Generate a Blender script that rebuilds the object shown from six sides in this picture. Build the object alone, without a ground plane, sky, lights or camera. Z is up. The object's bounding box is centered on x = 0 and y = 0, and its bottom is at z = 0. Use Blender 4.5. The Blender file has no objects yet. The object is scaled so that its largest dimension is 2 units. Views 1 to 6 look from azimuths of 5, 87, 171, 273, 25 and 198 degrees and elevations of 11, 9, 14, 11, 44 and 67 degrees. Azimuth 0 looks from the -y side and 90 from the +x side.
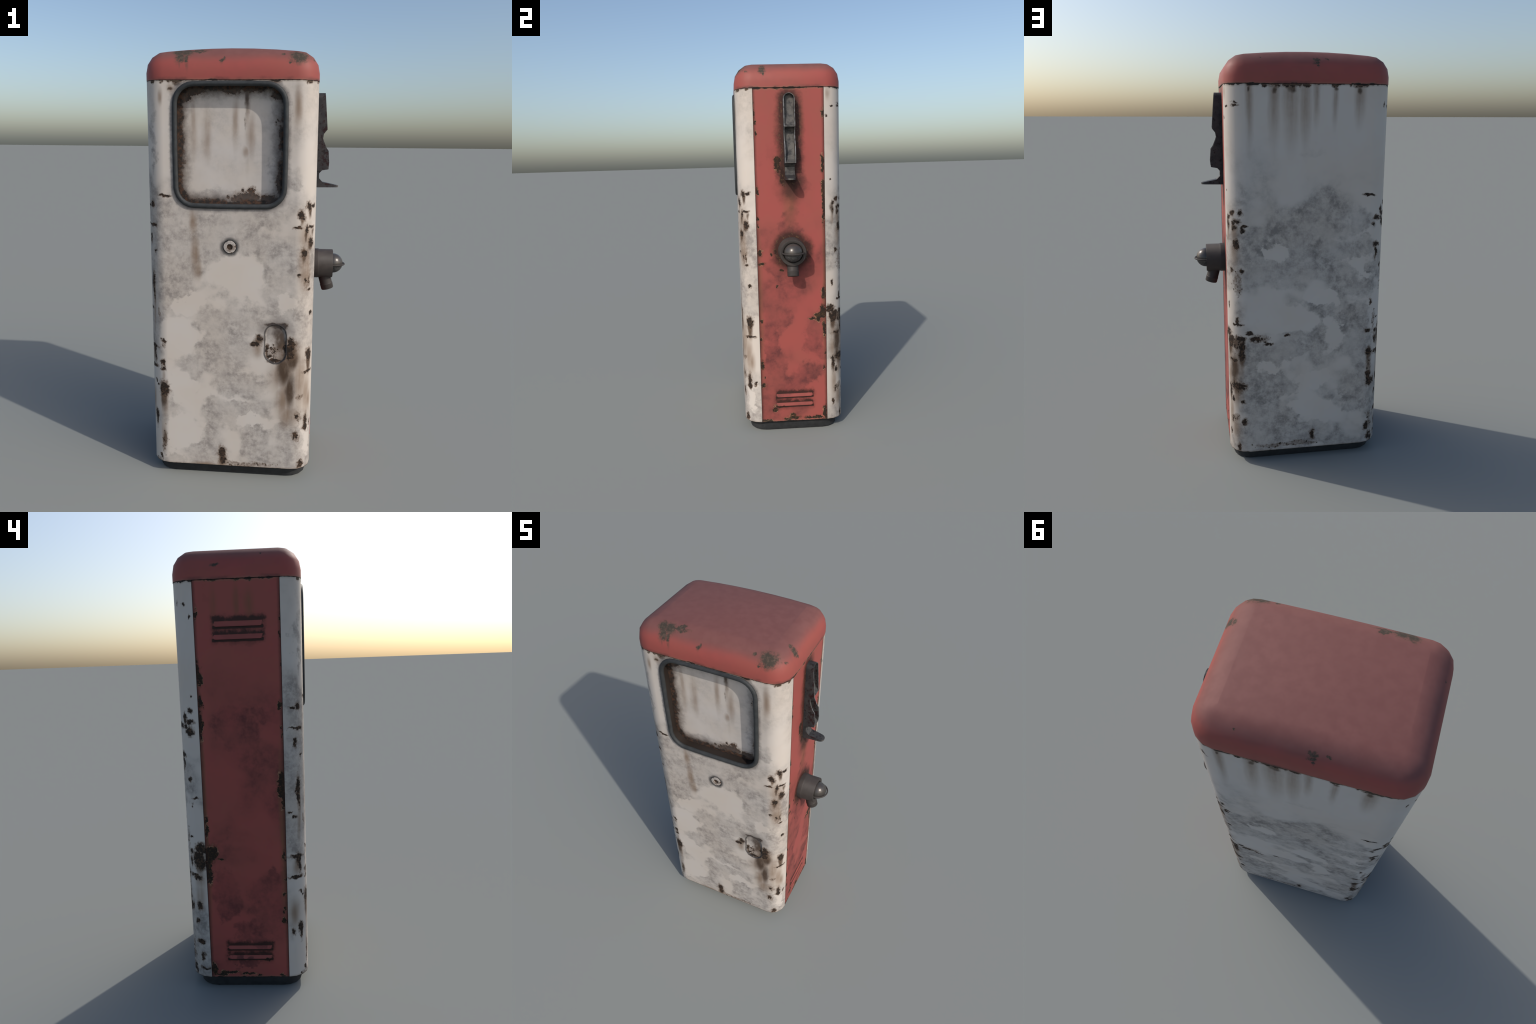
"""An old, weathered petrol pump: white pressed-steel housing with red side
panels and a red domed lid, a framed window recess, a nozzle cradle and a hose
outlet.  Everything is built in metres, z up, with the origin of every mesh at
the world origin so that Object coordinates are world coordinates."""
import bpy, bmesh, math
from mathutils import Vector

# ---------------------------------------------------------------- main sizes
X0, X1 = -0.458, 0.3075           # housing, left and right
Y0, Y1 = -0.270, 0.2805           # housing, front and back
YF, YB = -0.180, 0.1870           # where the red side panels start and end
XC, YC = (X0 + X1) / 2, (Y0 + Y1) / 2
Z_FOOT, Z_SEAM, Z_TOP = 0.055, 1.857, 2.0
WIN = dict(x0=-0.3145, x1=0.1670, z0=1.3190, z1=1.8405, r=0.078)   # frame centre line
WIN_FLOOR = -0.2205
KEY = (-0.0745, 1.134)
GRIP = (0.138, 0.683, 0.052, 0.096)
# each louvre: top, bottom, back and front end
LOUVRES_RIGHT = [(0.215, 0.197, -0.096, 0.107), (0.163, 0.145, -0.096, 0.107)]
LOUVRES_LEFT = [(0.215, 0.198, -0.103, 0.103), (0.166, 0.149, -0.103, 0.103),
                (1.687, 1.664, -0.104, 0.104), (1.632, 1.611, -0.104, 0.108)]
OUTLET = Vector((0.3075, 0.004, 1.0165))

# ================================================================ wear marks
# Every mark is an ellipsoid (x, y, z, horizontal radius, vertical radius);
# the materials break them up with noise.
FRONT_CHIPS = [
    (0.279, -0.245, 1.319, 0.0144, 0.0168), (0.247, -0.265, 1.279, 0.0144, 0.0204), (0.232, -0.269, 1.226, 0.0168, 0.0072), (0.27, -0.252, 1.217, 0.0072, 0.024),
    (0.285, -0.238, 1.228, 0.0228, 0.0048), (0.29, -0.232, 1.16, 0.0132, 0.0192), (0.263, -0.257, 1.112, 0.0156, 0.0192), (-0.433, -0.241, 1.321, 0.012, 0.0132),
    (-0.426, -0.248, 1.223, 0.0156, 0.0084), (-0.442, -0.23, 1.161, 0.0084, 0.0156), (-0.417, -0.255, 1.108, 0.0072, 0.0084), (-0.366, -0.27, 1.36, 0.024, 0.006),
    (0.241, -0.267, 1.011, 0.0072, 0.0072), (0.284, -0.239, 0.98, 0.0048, 0.0228), (0.284, -0.24, 0.944, 0.0096, 0.0072), (0.209, -0.27, 0.676, 0.0216, 0.03),
    (0.186, -0.27, 0.663, 0.0192, 0.018), (0.291, -0.23, 0.625, 0.018, 0.0348), (0.04, -0.27, 0.679, 0.0216, 0.0096), (0.064, -0.27, 0.708, 0.0156, 0.0144),
    (0.283, -0.24, 0.284, 0.0108, 0.0324), (0.241, -0.266, 0.327, 0.0072, 0.0108), (0.236, -0.268, 0.23, 0.0156, 0.0168), (0.266, -0.255, 0.08, 0.012, 0.0192),
    (-0.432, -0.242, 0.94, 0.0072, 0.0636), (-0.438, -0.235, 0.628, 0.0108, 0.0264), (-0.393, -0.266, 0.54, 0.0108, 0.0108), (-0.394, -0.266, 0.57, 0.0108, 0.0144),
    (-0.39, -0.267, 0.439, 0.0228, 0.036), (-0.431, -0.243, 0.271, 0.0084, 0.03), (-0.109, -0.27, 0.125, 0.018, 0.0252), (-0.109, -0.27, 0.088, 0.0144, 0.0192),
    (-0.07, -0.27, 0.056, 0.0084, 0.006), (-0.386, -0.268, 0.676, 0.0132, 0.0072), (0.126, -0.27, 0.776, 0.0264, 0.0072), (0.173, -0.27, 0.77, 0.0156, 0.012),
    (0.132, -0.27, 0.599, 0.0276, 0.0072), (-0.415, -0.256, 1.856, 0.0091, 0.0112), (-0.374, -0.27, 1.856, 0.0078, 0.01), (-0.342, -0.27, 1.857, 0.0065, 0.01),
    (-0.311, -0.27, 1.856, 0.0299, 0.01), (-0.191, -0.27, 1.855, 0.0117, 0.01), (-0.057, -0.27, 1.855, 0.0286, 0.0112), (0.002, -0.27, 1.854, 0.0221, 0.01),
    (0.122, -0.27, 1.856, 0.0182, 0.01), (0.268, -0.253, 1.854, 0.0143, 0.01), (0.303, -0.207, 1.857, 0.0065, 0.01), (0.297, -0.221, 1.325, 0.0132, 0.006),
    (0.283, -0.241, 0.302, 0.012, 0.03), (0.283, -0.241, 0.265, 0.0156, 0.0108), (0.292, -0.23, 0.545, 0.0288, 0.006), (0.303, -0.207, 0.278, 0.0072, 0.012),
    (0.295, -0.224, 0.827, 0.012, 0.0072), (-0.449, -0.217, 1.318, 0.012, 0.006), (-0.439, -0.233, 1.228, 0.0276, 0.0048), (-0.435, -0.239, 0.965, 0.0108, 0.0384),
    (-0.447, -0.222, 0.826, 0.0108, 0.006), (-0.455, -0.203, 0.854, 0.0096, 0.006), (-0.444, -0.227, 0.646, 0.0288, 0.0072), (-0.434, -0.24, 0.603, 0.0072, 0.03),
    (-0.445, -0.225, 0.547, 0.0324, 0.006), (-0.434, -0.241, 0.474, 0.0084, 0.0084), (-0.422, -0.251, 0.455, 0.006, 0.0084), (-0.434, -0.24, 0.294, 0.012, 0.0252),
    (-0.454, -0.205, 0.279, 0.0084, 0.0132), (-0.413, -0.257, 0.081, 0.0084, 0.012), (0.1, -0.262, 0.655, 0.008, 0.02), (0.112, -0.262, 0.62, 0.012, 0.008),
    (0.205, -0.27, 0.64, 0.02, 0.03),
]
FRONT_SPECKS = [
    (0.198, -0.27, 0.64, 0.067, 0.06), (0.053, -0.27, 0.689, 0.037, 0.037), (0.254, -0.262, 0.426, 0.035, 0.023), (0.27, -0.252, 0.979, 0.029, 0.058),
    (-0.391, -0.267, 0.558, 0.023, 0.039), (-0.392, -0.266, 0.163, 0.025, 0.108), (0.249, -0.264, 0.331, 0.031, 0.047), (-0.007, -0.27, 0.07, 0.247, 0.025),
    (-0.388, -0.267, 0.662, 0.023, 0.046), (-0.422, -0.251, 0.059, 0.042, 0.025), (0.244, -0.266, 0.217, 0.032, 0.032), (-0.409, -0.259, 0.822, 0.015, 0.046),
    (-0.0745, -0.27, 1.134, 0.04, 0.04), (0.125, -0.262, 0.64, 0.05, 0.06),
]
FRONT_STAINS = [
    (-0.239, -0.27, 1.248, 0.023, 0.079), (-0.234, -0.27, 1.095, 0.025, 0.131), (0.217, -0.27, 1.755, 0.027, 0.119), (0.272, -0.251, 1.185, 0.05, 0.093),
    (0.264, -0.256, 1.062, 0.043, 0.122), (-0.384, -0.268, 1.787, 0.016, 0.044), (-0.33, -0.27, 1.827, 0.029, 0.029), (0.282, -0.242, 1.287, 0.011, 0.036),
    (0.248, -0.264, 1.254, 0.01, 0.035), (0.17, -0.27, 0.53, 0.084, 0.114), (0.18, -0.27, 0.411, 0.054, 0.139), (0.221, -0.27, 0.602, 0.045, 0.083),
    (0.291, -0.231, 0.574, 0.018, 0.092), (0.269, -0.253, 1.016, 0.043, 0.108), (-0.392, -0.266, 0.372, 0.024, 0.12), (-0.395, -0.265, 0.205, 0.021, 0.107),
    (-0.109, -0.27, 0.072, 0.033, 0.041), (-0.224, -0.27, 1.028, 0.029, 0.066), (-0.392, -0.266, 0.51, 0.011, 0.047), (0.204, -0.27, 0.331, 0.063, 0.086),
    (0.05, -0.27, 0.657, 0.037, 0.06), (0.283, -0.24, 0.434, 0.031, 0.14), (-0.203, -0.27, 0.058, 0.075, 0.017), (0.296, -0.222, 1.201, 0.015, 0.034),
    (0.276, -0.247, 1.036, 0.02, 0.089), (0.293, -0.227, 0.401, 0.029, 0.078), (-0.432, -0.243, 0.899, 0.015, 0.09), (-0.434, -0.24, 0.793, 0.013, 0.097),
    (-0.442, -0.23, 0.593, 0.033, 0.053), (-0.452, -0.212, 0.374, 0.041, 0.089), (0.19, -0.27, 0.58, 0.085, 0.15), (0.225, -0.268, 0.62, 0.06, 0.1),
    (0.2, -0.27, 0.44, 0.055, 0.17), (0.255, -0.26, 0.5, 0.05, 0.2),
]
FRONT_GRIME = [
    (-0.048, -0.27, 0.8, 0.177, 0.096), (-0.131, -0.27, 0.33, 0.103, 0.095), (-0.32, -0.27, 1.033, 0.11, 0.088), (0.054, -0.27, 0.166, 0.097, 0.065),
    (-0.1, -0.27, 0.651, 0.121, 0.128), (0.169, -0.27, 1.024, 0.065, 0.122), (-0.009, -0.27, 0.473, 0.154, 0.077), (-0.353, -0.27, 0.091, 0.067, 0.042),
    (-0.42, -0.252, 1.064, 0.022, 0.149), (-0.039, -0.27, 0.351, 0.126, 0.047), (-0.013, -0.27, 1.26, 0.213, 0.071), (0.217, -0.27, 1.432, 0.056, 0.077),
    (-0.421, -0.252, 1.618, 0.029, 0.22),
]
FRONT_CLEAN = [
    (-0.041, -0.27, 1.018, 0.159, 0.116), (-0.311, -0.27, 0.689, 0.107, 0.129), (-0.263, -0.27, 0.869, 0.082, 0.059), (-0.299, -0.27, 0.451, 0.071, 0.086),
    (-0.303, -0.27, 0.237, 0.089, 0.106), (0.037, -0.27, 0.289, 0.119, 0.047), (0.193, -0.27, 0.884, 0.087, 0.044), (0.29, -0.232, 0.185, 0.041, 0.097),
]
FRONT_BURNS = [
    (0.209, -0.27, 0.641, 0.034, 0.056), (0.177, -0.27, 0.553, 0.045, 0.083), (0.209, -0.27, 0.46, 0.031, 0.1), (0.152, -0.27, 0.731, 0.031, 0.052),
    (-0.392, -0.266, 0.396, 0.019, 0.088), (0.289, -0.233, 0.599, 0.017, 0.053), (-0.109, -0.27, 0.098, 0.016, 0.041), (-0.396, -0.265, 0.179, 0.013, 0.05),
    (0.282, -0.242, 1.291, 0.01, 0.029), (0.248, -0.264, 1.25, 0.01, 0.028), (0.272, -0.251, 1.192, 0.01, 0.036), (0.289, -0.234, 1.142, 0.01, 0.025),
    (0.264, -0.257, 1.091, 0.013, 0.036), (-0.305, -0.27, 1.839, 0.022, 0.012), (-0.333, -0.27, 1.819, 0.016, 0.007), (0.293, -0.228, 0.596, 0.024, 0.063),
    (0.282, -0.241, 0.287, 0.01, 0.029), (0.285, -0.239, 1.291, 0.012, 0.034), (0.295, -0.224, 1.204, 0.009, 0.02), (0.289, -0.234, 1.147, 0.014, 0.031),
    (-0.434, -0.24, 0.945, 0.012, 0.058), (-0.442, -0.23, 0.627, 0.02, 0.033), (0.163, -0.264, 0.712, 0.026, 0.055), (0.205, -0.27, 0.64, 0.034, 0.06),  # marks at y -0.264: shadow in the grip's upper right, painted brown
    (0.15, -0.264, 0.765, 0.035, 0.014), (0.168, -0.27, 0.575, 0.014, 0.1), (0.215, -0.27, 0.61, 0.035, 0.07), (0.16, -0.264, 0.7, 0.03, 0.07),
    (0.14, -0.264, 0.775, 0.05, 0.012), (0.1, -0.264, 0.63, 0.012, 0.04), (0.06, -0.27, 0.7, 0.022, 0.02),
]
BACK_BURNS = [
    (0.248, 0.275, 0.588, 0.017, 0.071), (0.271, 0.263, 0.644, 0.035, 0.035), (0.268, 0.265, 0.409, 0.029, 0.029), (-0.393, 0.277, 0.547, 0.013, 0.045),
    (-0.396, 0.276, 0.428, 0.012, 0.038), (0.286, 0.248, 0.502, 0.029, 0.102), (0.089, 0.281, 1.831, 0.012, 0.016), (0.009, 0.281, 1.835, 0.022, 0.022),
    (0.199, 0.281, 1.833, 0.009, 0.016), (-0.189, 0.281, 1.839, 0.009, 0.011), (-0.308, 0.281, 1.834, 0.014, 0.02), (0.275, 0.259, 1.218, 0.012, 0.02),
    (0.239, 0.278, 1.207, 0.009, 0.02), (0.301, 0.222, 0.614, 0.02, 0.042), (0.301, 0.223, 0.351, 0.012, 0.051), (0.3, 0.225, 1.234, 0.016, 0.041),
    (-0.453, 0.218, 0.617, 0.03, 0.06),
]
BACK_CHIPS = [
    (0.264, 0.267, 1.247, 0.0144, 0.0096), (0.284, 0.251, 1.282, 0.0108, 0.0132), (0.248, 0.275, 1.287, 0.0108, 0.0132), (0.298, 0.23, 1.264, 0.0084, 0.0108),
    (0.277, 0.257, 1.236, 0.0084, 0.006), (0.274, 0.26, 1.216, 0.0108, 0.0108), (0.239, 0.278, 1.207, 0.0096, 0.0144), (0.226, 0.28, 1.224, 0.0132, 0.006),
    (0.266, 0.266, 1.141, 0.0132, 0.0144), (0.299, 0.229, 1.226, 0.006, 0.0084), (0.268, 0.265, 1.776, 0.012, 0.0048), (0.265, 0.267, 1.764, 0.0144, 0.0048),
    (-0.364, 0.281, 1.36, 0.0252, 0.006), (-0.434, 0.251, 1.281, 0.0096, 0.0216), (-0.41, 0.27, 1.249, 0.0156, 0.0096), (-0.392, 0.277, 1.22, 0.0084, 0.0072),
    (-0.414, 0.268, 1.119, 0.0168, 0.012), (0.266, 0.266, 1.125, 0.0144, 0.0144), (0.289, 0.244, 1.01, 0.0072, 0.012), (0.244, 0.276, 1.01, 0.0096, 0.0108),
    (0.266, 0.266, 0.752, 0.0096, 0.018), (0.266, 0.266, 0.741, 0.0252, 0.0072), (0.29, 0.243, 0.667, 0.0156, 0.012), (0.254, 0.273, 0.669, 0.0216, 0.0132),
    (0.244, 0.277, 0.629, 0.0132, 0.0288), (0.248, 0.275, 0.595, 0.0168, 0.0432), (0.279, 0.256, 0.627, 0.0072, 0.0072), (0.288, 0.245, 0.551, 0.0228, 0.0072),
    (0.209, 0.281, 0.696, 0.018, 0.0072), (0.181, 0.281, 0.668, 0.0216, 0.0132), (0.115, 0.281, 0.64, 0.0192, 0.006), (0.267, 0.265, 0.416, 0.0384, 0.018),
    (0.239, 0.278, 0.225, 0.0132, 0.0168), (0.294, 0.237, 0.226, 0.0084, 0.018), (0.266, 0.266, 0.081, 0.0108, 0.024), (-0.109, 0.281, 0.13, 0.0108, 0.0228),
    (-0.394, 0.277, 0.566, 0.0156, 0.0216), (-0.426, 0.259, 0.56, 0.0108, 0.0096), (-0.396, 0.276, 0.436, 0.012, 0.0276), (-0.406, 0.272, 0.397, 0.018, 0.0204),
    (-0.428, 0.257, 0.63, 0.0084, 0.0264), (-0.43, 0.255, 0.671, 0.0108, 0.0144), (-0.394, 0.277, 0.832, 0.0084, 0.012), (-0.412, 0.269, 1.081, 0.0084, 0.0252),
    (0.026, 0.281, 0.68, 0.012, 0.0072), (-0.385, 0.279, 0.679, 0.0144, 0.0072), (-0.412, 0.269, 0.087, 0.0156, 0.0192), (-0.395, 0.276, 0.151, 0.0108, 0.0204),
    (0.29, 0.243, 0.336, 0.0084, 0.0156), (0.245, 0.276, 0.333, 0.0108, 0.0108), (0.199, 0.281, 1.853, 0.0117, 0.01), (0.093, 0.281, 1.855, 0.0234, 0.0112),
    (0.009, 0.281, 1.856, 0.039, 0.0144), (-0.057, 0.281, 1.856, 0.0195, 0.0112), (-0.188, 0.281, 1.858, 0.0143, 0.01), (-0.307, 0.281, 1.856, 0.0299, 0.0112),
    (-0.257, 0.281, 1.857, 0.0065, 0.01), (0.133, 0.281, 1.855, 0.0091, 0.01), (0.298, 0.229, 1.76, 0.0084, 0.006), (0.307, 0.2, 1.714, 0.0048, 0.006),
    (0.304, 0.216, 1.381, 0.0048, 0.006), (0.302, 0.221, 0.835, 0.006, 0.0156), (0.305, 0.208, 0.687, 0.024, 0.0204), (0.3, 0.226, 0.642, 0.024, 0.0288),
    (0.283, 0.251, 0.741, 0.0072, 0.0072), (0.301, 0.224, 0.388, 0.0108, 0.0312), (0.301, 0.224, 0.156, 0.0084, 0.018), (-0.448, 0.231, 1.266, 0.0192, 0.0108),
    (-0.448, 0.23, 1.225, 0.0192, 0.0192), (-0.435, 0.25, 1.249, 0.0108, 0.0108), (-0.451, 0.225, 1.319, 0.0108, 0.012), (-0.454, 0.216, 1.381, 0.0048, 0.006),
    (-0.457, 0.201, 1.713, 0.0048, 0.006), (-0.449, 0.229, 1.758, 0.006, 0.0072), (-0.426, 0.258, 1.77, 0.0048, 0.0108), (-0.441, 0.242, 1.007, 0.0072, 0.0108),
    (-0.444, 0.238, 0.895, 0.006, 0.0072), (-0.452, 0.223, 0.925, 0.012, 0.0048), (-0.456, 0.207, 0.69, 0.0252, 0.024), (-0.453, 0.22, 0.645, 0.0288, 0.0276),
    (-0.455, 0.214, 0.618, 0.0288, 0.0276), (-0.441, 0.243, 0.561, 0.0108, 0.0084), (-0.449, 0.229, 0.55, 0.0192, 0.0096), (-0.449, 0.229, 0.409, 0.0144, 0.018),
    (-0.424, 0.26, 0.405, 0.0072, 0.0156), (-0.442, 0.241, 0.334, 0.0096, 0.012), (-0.447, 0.232, 0.232, 0.0192, 0.012), (-0.452, 0.222, 0.158, 0.0084, 0.0168),
    (-0.455, 0.211, 0.1, 0.0228, 0.006), (-0.423, 0.261, 0.078, 0.0084, 0.0264), (-0.435, 0.25, 0.742, 0.0084, 0.006),
]
BACK_SPECKS = [
    (0.264, 0.267, 0.631, 0.05, 0.078), (0.153, 0.281, 0.667, 0.078, 0.042), (0.275, 0.26, 0.391, 0.044, 0.044), (-0.412, 0.269, 0.727, 0.029, 0.117),
    (-0.398, 0.275, 0.467, 0.03, 0.091), (0.277, 0.258, 0.24, 0.045, 0.045), (-0.412, 0.269, 0.179, 0.032, 0.095), (0.266, 0.266, 0.95, 0.041, 0.109),
    (0.008, 0.281, 0.083, 0.311, 0.023),
]
BACK_STAINS = [
    (0.272, 0.262, 1.191, 0.033, 0.053), (0.276, 0.258, 1.096, 0.034, 0.081), (0.249, 0.275, 0.542, 0.019, 0.107), (0.272, 0.261, 0.523, 0.043, 0.123),
    (0.275, 0.259, 0.367, 0.044, 0.103), (-0.397, 0.276, 0.507, 0.021, 0.082), (0.278, 0.257, 0.191, 0.038, 0.091), (0.3, 0.225, 1.187, 0.014, 0.048),
    (0.306, 0.207, 1.823, 0.017, 0.041), (0.3, 0.226, 0.577, 0.032, 0.078), (0.302, 0.221, 0.469, 0.029, 0.086), (0.3, 0.226, 0.277, 0.029, 0.132),
    (-0.452, 0.222, 0.534, 0.034, 0.061), (-0.451, 0.223, 0.456, 0.031, 0.096), (0.2, 0.281, 1.815, 0.02295, 0.29), (0.09, 0.281, 1.815, 0.0324, 0.29),
    (0.012, 0.281, 1.815, 0.0513, 0.29), (-0.054, 0.281, 1.815, 0.0351, 0.29), (-0.189, 0.281, 1.815, 0.0216, 0.17), (-0.304, 0.281, 1.815, 0.03645, 0.17),
    (-0.102, 0.281, 1.815, 0.0216, 0.17),
]
BACK_GRIME = [
    (-0.054, 0.281, 1.185, 0.283, 0.081), (-0.082, 0.281, 1.57, 0.08, 0.04), (-0.324, 0.281, 1.205, 0.097, 0.076), (0.028, 0.281, 0.994, 0.075, 0.089),
    (-0.181, 0.281, 1.064, 0.089, 0.083), (-0.343, 0.281, 0.906, 0.078, 0.092), (-0.305, 0.281, 0.745, 0.101, 0.079), (0.004, 0.281, 0.582, 0.101, 0.043),
    (0.097, 0.281, 0.45, 0.124, 0.095), (-0.004, 0.281, 0.404, 0.089, 0.037), (-0.295, 0.281, 0.358, 0.083, 0.045), (-0.32, 0.281, 0.292, 0.077, 0.061),
    (0.024, 0.281, 0.158, 0.169, 0.1), (0.155, 0.281, 0.361, 0.111, 0.111), (0.177, 0.281, 1.118, 0.074, 0.054), (-0.357, 0.281, 1.1, 0.056, 0.056),
]
BACK_CLEAN = [
    (0.083, 0.281, 1.094, 0.081, 0.047), (-0.331, 0.281, 1.023, 0.07, 0.077), (0.012, 0.281, 0.755, 0.182, 0.084), (-0.164, 0.281, 0.864, 0.091, 0.056),
    (-0.121, 0.281, 0.442, 0.089, 0.059), (-0.102, 0.281, 0.253, 0.122, 0.068), (0.14, 0.281, 0.53, 0.086, 0.043), (-0.204, 0.281, 0.683, 0.065, 0.129),
]
RIGHT_CHIPS = [
    (0.305, -0.17, 1.688, 0.007, 0.013), (0.305, -0.169, 1.627, 0.006, 0.013), (0.305, -0.168, 1.334, 0.009, 0.022), (0.305, -0.171, 1.187, 0.008, 0.01),
    (0.305, -0.17, 1.15, 0.006, 0.009), (0.305, 0.181, 1.728, 0.009, 0.021), (0.305, 0.176, 1.469, 0.01, 0.045), (0.305, 0.18, 1.35, 0.013, 0.034),
    (0.305, 0.179, 1.249, 0.009, 0.09), (0.305, -0.06, 1.492, 0.019, 0.018), (0.305, -0.058, 1.462, 0.016, 0.03), (0.305, -0.055, 1.855, 0.015, 0.007),
    (0.305, -0.002, 1.857, 0.012, 0.012), (0.305, 0.095, 1.86, 0.016, 0.007), (0.305, 0.135, 1.864, 0.023, 0.005), (0.305, -0.032, 1.409, 0.012, 0.044),
    (0.305, -0.178, 1.742, 0.006, 0.044), (0.305, -0.164, 1.01, 0.013, 0.018), (0.305, -0.159, 0.948, 0.021, 0.009), (0.305, -0.164, 0.636, 0.009, 0.01),
    (0.305, -0.172, 0.534, 0.007, 0.007), (0.305, -0.169, 0.387, 0.011, 0.024), (0.305, -0.162, 0.317, 0.007, 0.007), (0.305, -0.165, 0.268, 0.014, 0.011),
    (0.305, -0.048, 0.911, 0.011, 0.008), (0.305, -0.074, 0.826, 0.007, 0.007), (0.305, -0.104, 0.995, 0.007, 0.007), (0.305, -0.081, 1.01, 0.009, 0.011),
    (0.305, -0.003, 0.091, 0.011, 0.008), (0.305, -0.001, 0.074, 0.033, 0.01), (0.305, -0.035, 0.067, 0.021, 0.01), (0.305, -0.105, 0.125, 0.015, 0.011),
    (0.305, -0.069, 0.142, 0.029, 0.007), (0.305, -0.157, 0.061, 0.033, 0.007), (0.305, 0.174, 0.774, 0.011, 0.034), (0.305, 0.168, 0.675, 0.015, 0.039),
    (0.305, 0.175, 0.581, 0.009, 0.039), (0.305, 0.179, 0.443, 0.007, 0.008), (0.305, 0.173, 0.356, 0.005, 0.016), (0.305, 0.177, 0.094, 0.01, 0.049),
    (0.305, 0.11, 0.64, 0.02, 0.005), (0.305, 0.145, 0.647, 0.019, 0.023), (0.305, 0.115, 0.071, 0.049, 0.008),
]
RIGHT_GRIME = [
    (0.305, -0.089, 1.522, 0.044, 0.103), (0.305, -0, 1.348, 0.044, 0.089), (0.305, 0.003, 1.181, 0.052, 0.119), (0.305, 0.095, 1.838, 0.019, 0.03),
    (0.305, 0.087, 1.372, 0.059, 0.052), (0.305, -0.085, 0.643, 0.092, 0.077), (0.305, -0.129, 0.559, 0.069, 0.108), (0.305, 0.122, 0.512, 0.086, 0.109),
    (0.305, -0.024, 0.277, 0.111, 0.072), (0.305, 0.084, 0.331, 0.103, 0.071), (0.305, -0.092, 0.354, 0.047, 0.094), (0.305, -0.069, 0.756, 0.046, 0.046),
    (0.305, -0.044, 0.916, 0.083, 0.09), (0.305, -0.118, 0.443, 0.055, 0.094),
]
LEFT_CHIPS = [
    (-0.457, 0.181, 1.478, 0.01288, 0.04416), (-0.457, 0.173, 1.447, 0.01012, 0.02484), (-0.457, 0.176, 1.355, 0.0092, 0.03128), (-0.457, 0.18, 1.25, 0.01104, 0.06348),
    (-0.457, 0.178, 1.721, 0.00644, 0.02576), (-0.457, -0.182, 1.759, 0.0046, 0.02484), (-0.457, -0.177, 1.696, 0.00552, 0.0184), (-0.457, -0.174, 1.629, 0.00552, 0.01656),
    (-0.457, -0.168, 1.329, 0.00644, 0.02024), (-0.457, -0.179, 1.507, 0.00368, 0.0184), (-0.457, 0.097, 1.857, 0.0138, 0.00736), (-0.457, -0.003, 1.856, 0.0138, 0.00736),
    (-0.457, -0.059, 1.855, 0.00736, 0.00552), (-0.457, 0.13, 1.857, 0.00552, 0.00552), (-0.457, -0.174, 1.208, 0.0046, 0.02484), (-0.457, -0.167, 0.998, 0.01656, 0.03864),
    (-0.457, -0.164, 0.952, 0.01564, 0.0322), (-0.457, -0.171, 0.907, 0.00736, 0.03864), (-0.457, 0.178, 0.821, 0.00644, 0.02852), (-0.457, 0.174, 0.774, 0.00828, 0.02944),
    (-0.457, 0.172, 0.659, 0.02024, 0.04048), (-0.457, 0.176, 0.604, 0.0138, 0.02668), (-0.457, 0.174, 0.563, 0.01656, 0.04048), (-0.457, 0.114, 0.638, 0.01472, 0.00552),
    (-0.457, 0.152, 0.672, 0.02024, 0.03312), (-0.457, -0.169, 0.654, 0.00828, 0.023), (-0.457, -0.167, 0.467, 0.00736, 0.00736), (-0.457, -0.166, 0.391, 0.00644, 0.0138),
    (-0.457, -0.166, 0.338, 0.00828, 0.01564), (-0.457, -0.173, 0.534, 0.00552, 0.0092), (-0.457, 0.173, 0.097, 0.01472, 0.02668), (-0.457, 0.14, 0.071, 0.02944, 0.00736),
    (-0.457, -0.039, 0.06, 0.01288, 0.00644), (-0.457, 0.011, 0.071, 0.02944, 0.00644), (-0.457, -0.151, 0.065, 0.01288, 0.00828), (-0.457, -0.079, 0.144, 0.01748, 0.00828),
    (-0.457, 0.099, 0.079, 0.04416, 0.00736),
]
LEFT_GRIME = [
    (-0.457, 0.048, 1.265, 0.089, 0.062), (-0.457, -0.102, 1.285, 0.068, 0.055), (-0.457, -0.011, 1.194, 0.103, 0.055), (-0.457, 0.099, 1.833, 0.023, 0.028),
    (-0.457, -0.003, 1.835, 0.019, 0.023), (-0.457, 0.095, 1.776, 0.022, 0.089), (-0.457, -0.001, 1.778, 0.018, 0.075), (-0.457, -0.043, 1.718, 0.055, 0.02),
    (-0.457, 0.001, 1.647, 0.13, 0.075), (-0.457, 0.1, 0.52, 0.081, 0.103), (-0.457, -0.088, 0.441, 0.097, 0.119), (-0.457, 0.098, 0.408, 0.068, 0.105),
    (-0.457, 0.004, 0.271, 0.099, 0.046), (-0.457, 0.005, 0.232, 0.115, 0.018), (-0.457, -0.13, 0.517, 0.059, 0.066), (-0.457, 0.002, 0.141, 0.117, 0.019),
]
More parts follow.
